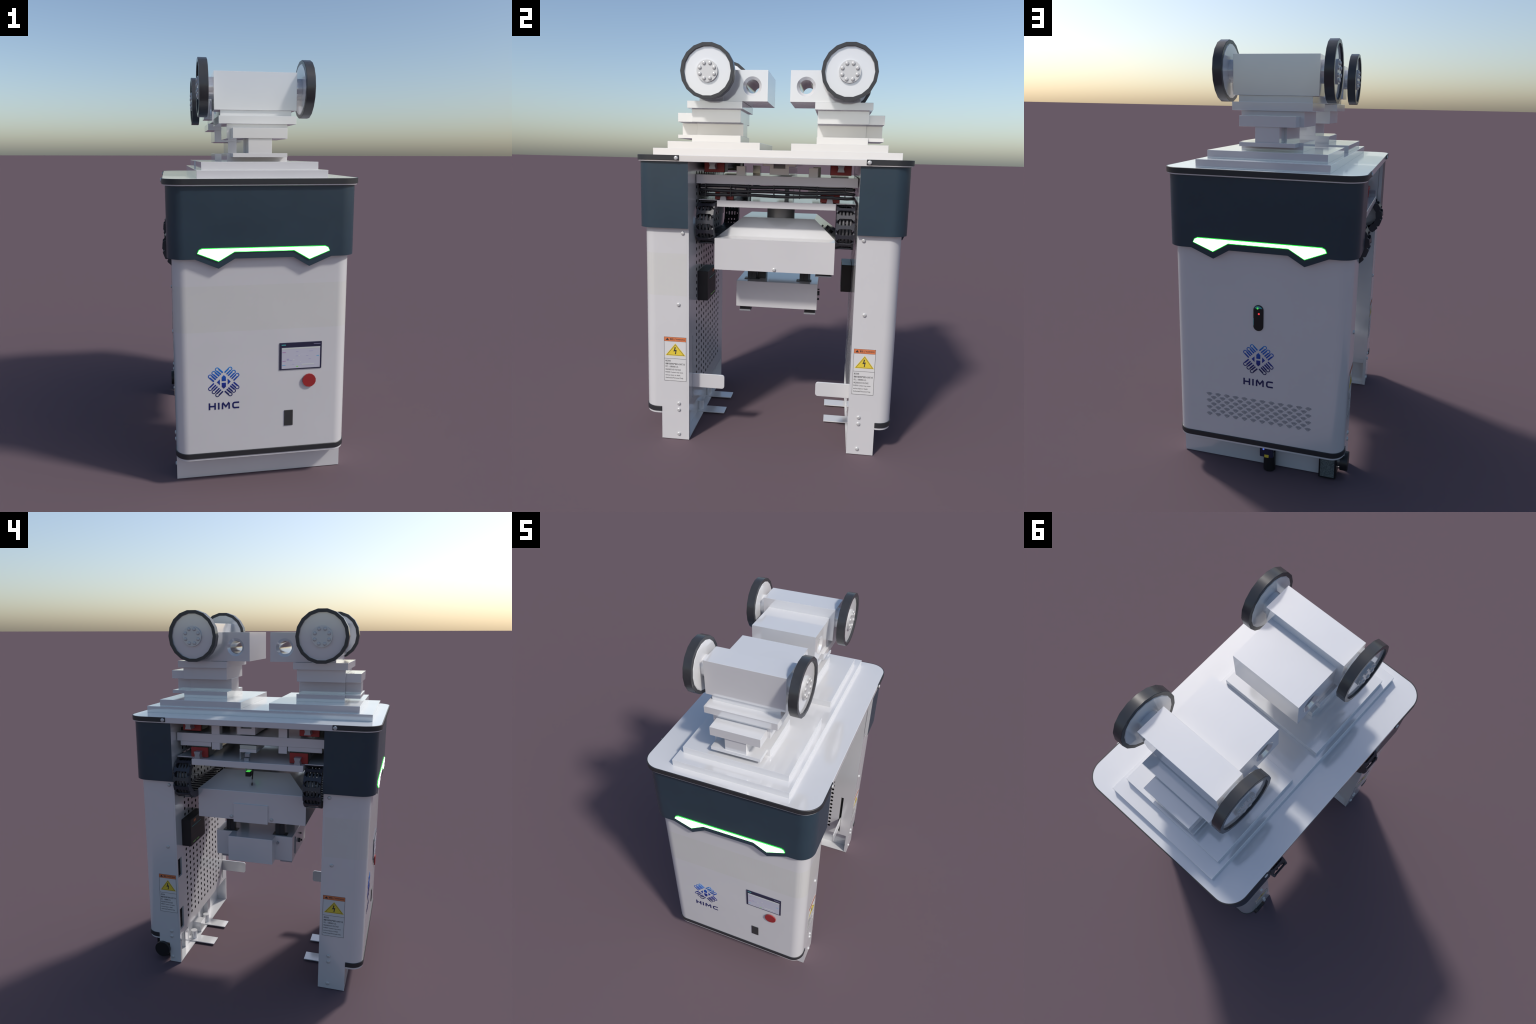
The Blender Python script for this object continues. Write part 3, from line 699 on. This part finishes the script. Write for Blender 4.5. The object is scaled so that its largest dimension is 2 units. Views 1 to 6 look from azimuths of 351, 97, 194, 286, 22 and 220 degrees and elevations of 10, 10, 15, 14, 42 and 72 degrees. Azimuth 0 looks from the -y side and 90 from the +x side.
# =================================================================== rear face fittings
cap = arc(0, 0.0386, 0.0233, 0, 180, 14) + arc(0, -0.0386, 0.0233, 180, 360, 14)
rs = prism("status_sensor", cap, UV, -0.002, 0.0050, BLACK, root, bevel=0.002, matrix=face_frame('rear', 0.0012, 0.8034, YB))
prism("sensor_cap", arc(0, 0.0386, 0.0195, 25, 155, 12), UV, 0.005, 0.0058, TEAL, rs, None)
cyl("sensor_led", (-0.003, 0.0475, 0.0055), 'z', 0.0045, 0.0012, LEDG, rs, 14)
cyl("sensor_led", (0.003, 0.0215, 0.005), 'z', 0.0042, 0.0012, LEDR, rs, 14)
bm = bmesh.new(); flat(bm, [(-0.0222, 0.0), (-0.0205, 0.0), (-0.0205, -0.036), (-0.0222, -0.036)], 0.003, 0.0054); finish(bm, "sensor_edge", TEAL, rs)
# wave-pattern louvre: rows of three nested arcs
def vent_mesh():
    bm = bmesh.new()
    for ro, ri, sp in ((0.0215, 0.0196, 45), (0.0170, 0.0138, 44), (0.0114, 0.0094, 44), (0.0066, 0.0050, 44)):
        ribbon(bm, arc(0, 0, ro, 90 - sp, 90 + sp, 12), arc(0, 0, ri, 90 - sp + 2, 90 + sp - 2, 12), -0.0005, 0.0008)
    bmesh.ops.recalc_face_normals(bm, faces=bm.faces)
    me = bpy.data.meshes.new("vent_arc"); bm.to_mesh(me); bm.free(); me.materials.append(ARC); return me
VENT = vent_mesh()
vg = bpy.data.objects.new("vent_louvre", None); vg.matrix_local = face_frame('rear', 0.0, 0.338, YB); link(vg, root)
for row in range(7):
    n = 12 if row % 2 == 0 else 11
    for i in range(n):
        ob = bpy.data.objects.new("vent_arc", VENT)
        ob.matrix_local = Matrix.Translation(((i - (n - 1) / 2) * 0.0440, 0.0358 - row * 0.0176, 0)) @ Matrix.Scale(1.0, 4); link(ob, vg)

# rear floor sensors below the shell
sc1 = cyl("floor_scanner", (-0.0485, 0.5770, 0.002), 'z', 0.0295, 0.100, BLACK, root, 28)
box("scanner_head", -0.0735, -0.0070, 0.5490, 0.6120, 0.0810, 0.1360, BEZEL, sc1, 0.003)
prism("scanner_lamp", arc(0, 0, 0.0045, 0, 345, 15), UV, -0.001, 0.0010, LEDB, sc1, None, matrix=face_frame('rear', -0.0265, 0.1250, 0.612))
prism("scanner_tag", [(-0.0105, -0.0075), (0.0105, -0.0075), (0.0105, 0.0075), (-0.0105, 0.0075)], UV, -0.001, 0.0010, YELLOW, sc1, None, matrix=face_frame('rear', -0.0420, 0.0890, 0.612))
sp = box("loudspeaker", -0.3760, -0.2930, 0.5000, 0.5830, 0.0050, 0.1362, BLACK, root, 0.003)
prism("speaker_grille", [(-0.0335, -0.0590), (0.0335, -0.0590), (0.0335, 0.062), (-0.0335, 0.062)], UV, -0.001, 0.0014, GRILLE, sp, None, matrix=face_frame('rear', -0.3345, 0.0740, 0.583))
lid = cyl("side_beacon", (-0.4260, 0.5265, 0.0790), 'x', 0.0455, 0.0360, BLACK, root, 32)
cyl("beacon_stem", (-0.3900, 0.5265, 0.079), 'x', 0.030, 0.016, GREY, lid, 24)
box("beacon_bracket", -0.404, -0.384, 0.5000, 0.5585, 0.105, 0.1365, BLACK, lid, 0.002)
cyl("dark_disc", (0.150, 0.5475, 0.118), 'y', 0.020, 0.006, BLACK, root, 24)

# =================================================================== warning labels
def text_mesh(body, width, height, d):
    cu = bpy.data.curves.new("txt", 'FONT'); cu.body = body; cu.size = 1.0; cu.resolution_u = 2; cu.offset = 0.012
    ob = bpy.data.objects.new("txt", cu); SC.objects.link(ob)
    dg = bpy.context.evaluated_depsgraph_get(); dg.update()
    me = bpy.data.meshes.new_from_object(ob.evaluated_get(dg))
    bpy.data.objects.remove(ob); bpy.data.curves.remove(cu)
    xs = [v.co.x for v in me.vertices]; ys_ = [v.co.y for v in me.vertices]
    if not xs: return me
    sx = width / (max(xs) - min(xs)); sy = height / (max(ys_) - min(ys_))
    for v in me.vertices: v.co = ((v.co.x - min(xs)) * sx, (v.co.y - min(ys_)) * sy, d)
    return me

LW, LH = 0.1155, 0.2345
def label_meshes():
    """parts of the sticker: local origin at its centre"""
    U = lambda px: (px - 125) / 655 * LW - LW / 2
    V = lambda f: LH / 2 - f
    bm = bmesh.new(); flat(bm, [(-LW / 2, -LH / 2), (LW / 2, -LH / 2), (LW / 2, LH / 2), (-LW / 2, LH / 2)], -0.0005, 0.0006)
    parts = [("warning_label", bm, LABELW)]
    bm = bmesh.new(); t = 0.0013
    for x0, x1, y0, y1 in ((-LW / 2, LW / 2, LH / 2 - t, LH / 2), (-LW / 2, LW / 2, -LH / 2, -LH / 2 + t), (-LW / 2, -LW / 2 + t, -LH / 2 + t, LH / 2 - t), (LW / 2 - t, LW / 2, -LH / 2 + t, LH / 2 - t),
                           (-LW / 2 + t, LW / 2 - t, V(.1140) - t, V(.1140)), (-LW / 2 + t, LW / 2 - t, V(.0225) - t * .8, V(.0225))):
        add_box(bm, x0, x1, y0, y1, 0.0006, 0.0010)
    parts.append(("label_border", bm, INK))
    bm = bmesh.new(); add_box(bm, -LW / 2 + t, LW / 2 - t, V(.0225), LH / 2 - t, 0.0006, 0.0009); parts.append(("label_header", bm, ORANGE))
    A = (U(460), V(.0335)); B = (U(165), V(.0985)); Cc = (U(760), V(.0985))
    bm = bmesh.new(); flat(bm, [A, B, Cc], 0.0006, 0.0009); parts.append(("warning_triangle", bm, YELLOW))
    bm = bmesh.new(); g = Vector(((A[0] + B[0] + Cc[0]) / 3, (A[1] + B[1] + Cc[1]) / 3))
    T = [Vector(p) for p in (A, B, Cc)]; o = [g + (p - g) * .87 for p in T]; i_ = [g + (p - g) * .81 for p in T]
    ribbon(bm, o + o[:1], i_ + i_[:1], 0.0009, 0.0012)
    z = [(440, 420), (475, 432), (452, 510), (500, 505), (482, 600), (485, 612), (470, 640), (440, 618), (452, 610), (462, 545), (395, 552), (425, 500)]
    W = lambda p: (U(p[0]), V((p[1] - 112 - (p[0] - 125) * .055) / 1310 * LH))
    for tri in ((0, 1, 2, 11), (11, 2, 3, 9, 10), (9, 3, 4, 8), (8, 4, 5, 6, 7)): flat(bm, [W(z[q]) for q in tri], 0.0009, 0.0012)
    parts.append(("warning_bolt", bm, INK))
    bm = bmesh.new(); flat(bm, [(U(225), V(.0052)), (U(172), V(.0178)), (U(278), V(.0178))], 0.0009, 0.0012)
    def put(body, px0, px1, f, h, d):
        me = text_mesh(body, (px1 - px0) / 655 * LW, h, d)
        for v in me.vertices: v.co.x += U(px0); v.co.y += V(f) - h / 2
        bm.from_mesh(me); bpy.data.meshes.remove(me)
    put("警告", 305, 412, .0118, .0105, .0011); put("/", 435, 465, .0118, .0105, .0011); put("WARNING", 478, 748, .0118, .0085, .0011)
    for body, p1, f, h in (("高压危险", 320, .1275, .0095), ("接触可能导致严重的人身伤害或", 735, .1430, .0100), ("死亡，仅限授权人员。", 545, .1580, .0095),
                           ("HAZARDOUS VOLTAGE", 615, .1735, .0085), ("INSIDE Contact may cause", 685, .1890, .0090), ("serious injury or death.", 610, .2045, .0095), ("Authorized Personnel Only.", 695, .2190, .0095)):
        put(body, 162, p1, f, h, .0008)
    parts.append(("label_text", bm, INK))
    out = []
    for nm, bm, mat in parts:
        if nm != "label_text": bmesh.ops.recalc_face_normals(bm, faces=bm.faces)
        me = bpy.data.meshes.new(nm); bm.to_mesh(me); bm.free(); me.materials.append(mat); out.append((nm, me))
    return out
LAB = label_meshes()
for side in ('right', 'left'):
    for y, w in ((-0.4667, 1.0), (0.4810, 0.905)):
        first = None
        for nm, me in LAB:
            ob = bpy.data.objects.new(nm, me)
            if first is None:
                ob.matrix_local = face_frame(side, y, 0.4365, XB) @ Matrix.Diagonal((w, 1, 1, 1)); first = link(ob, root)
            else: link(ob, first)
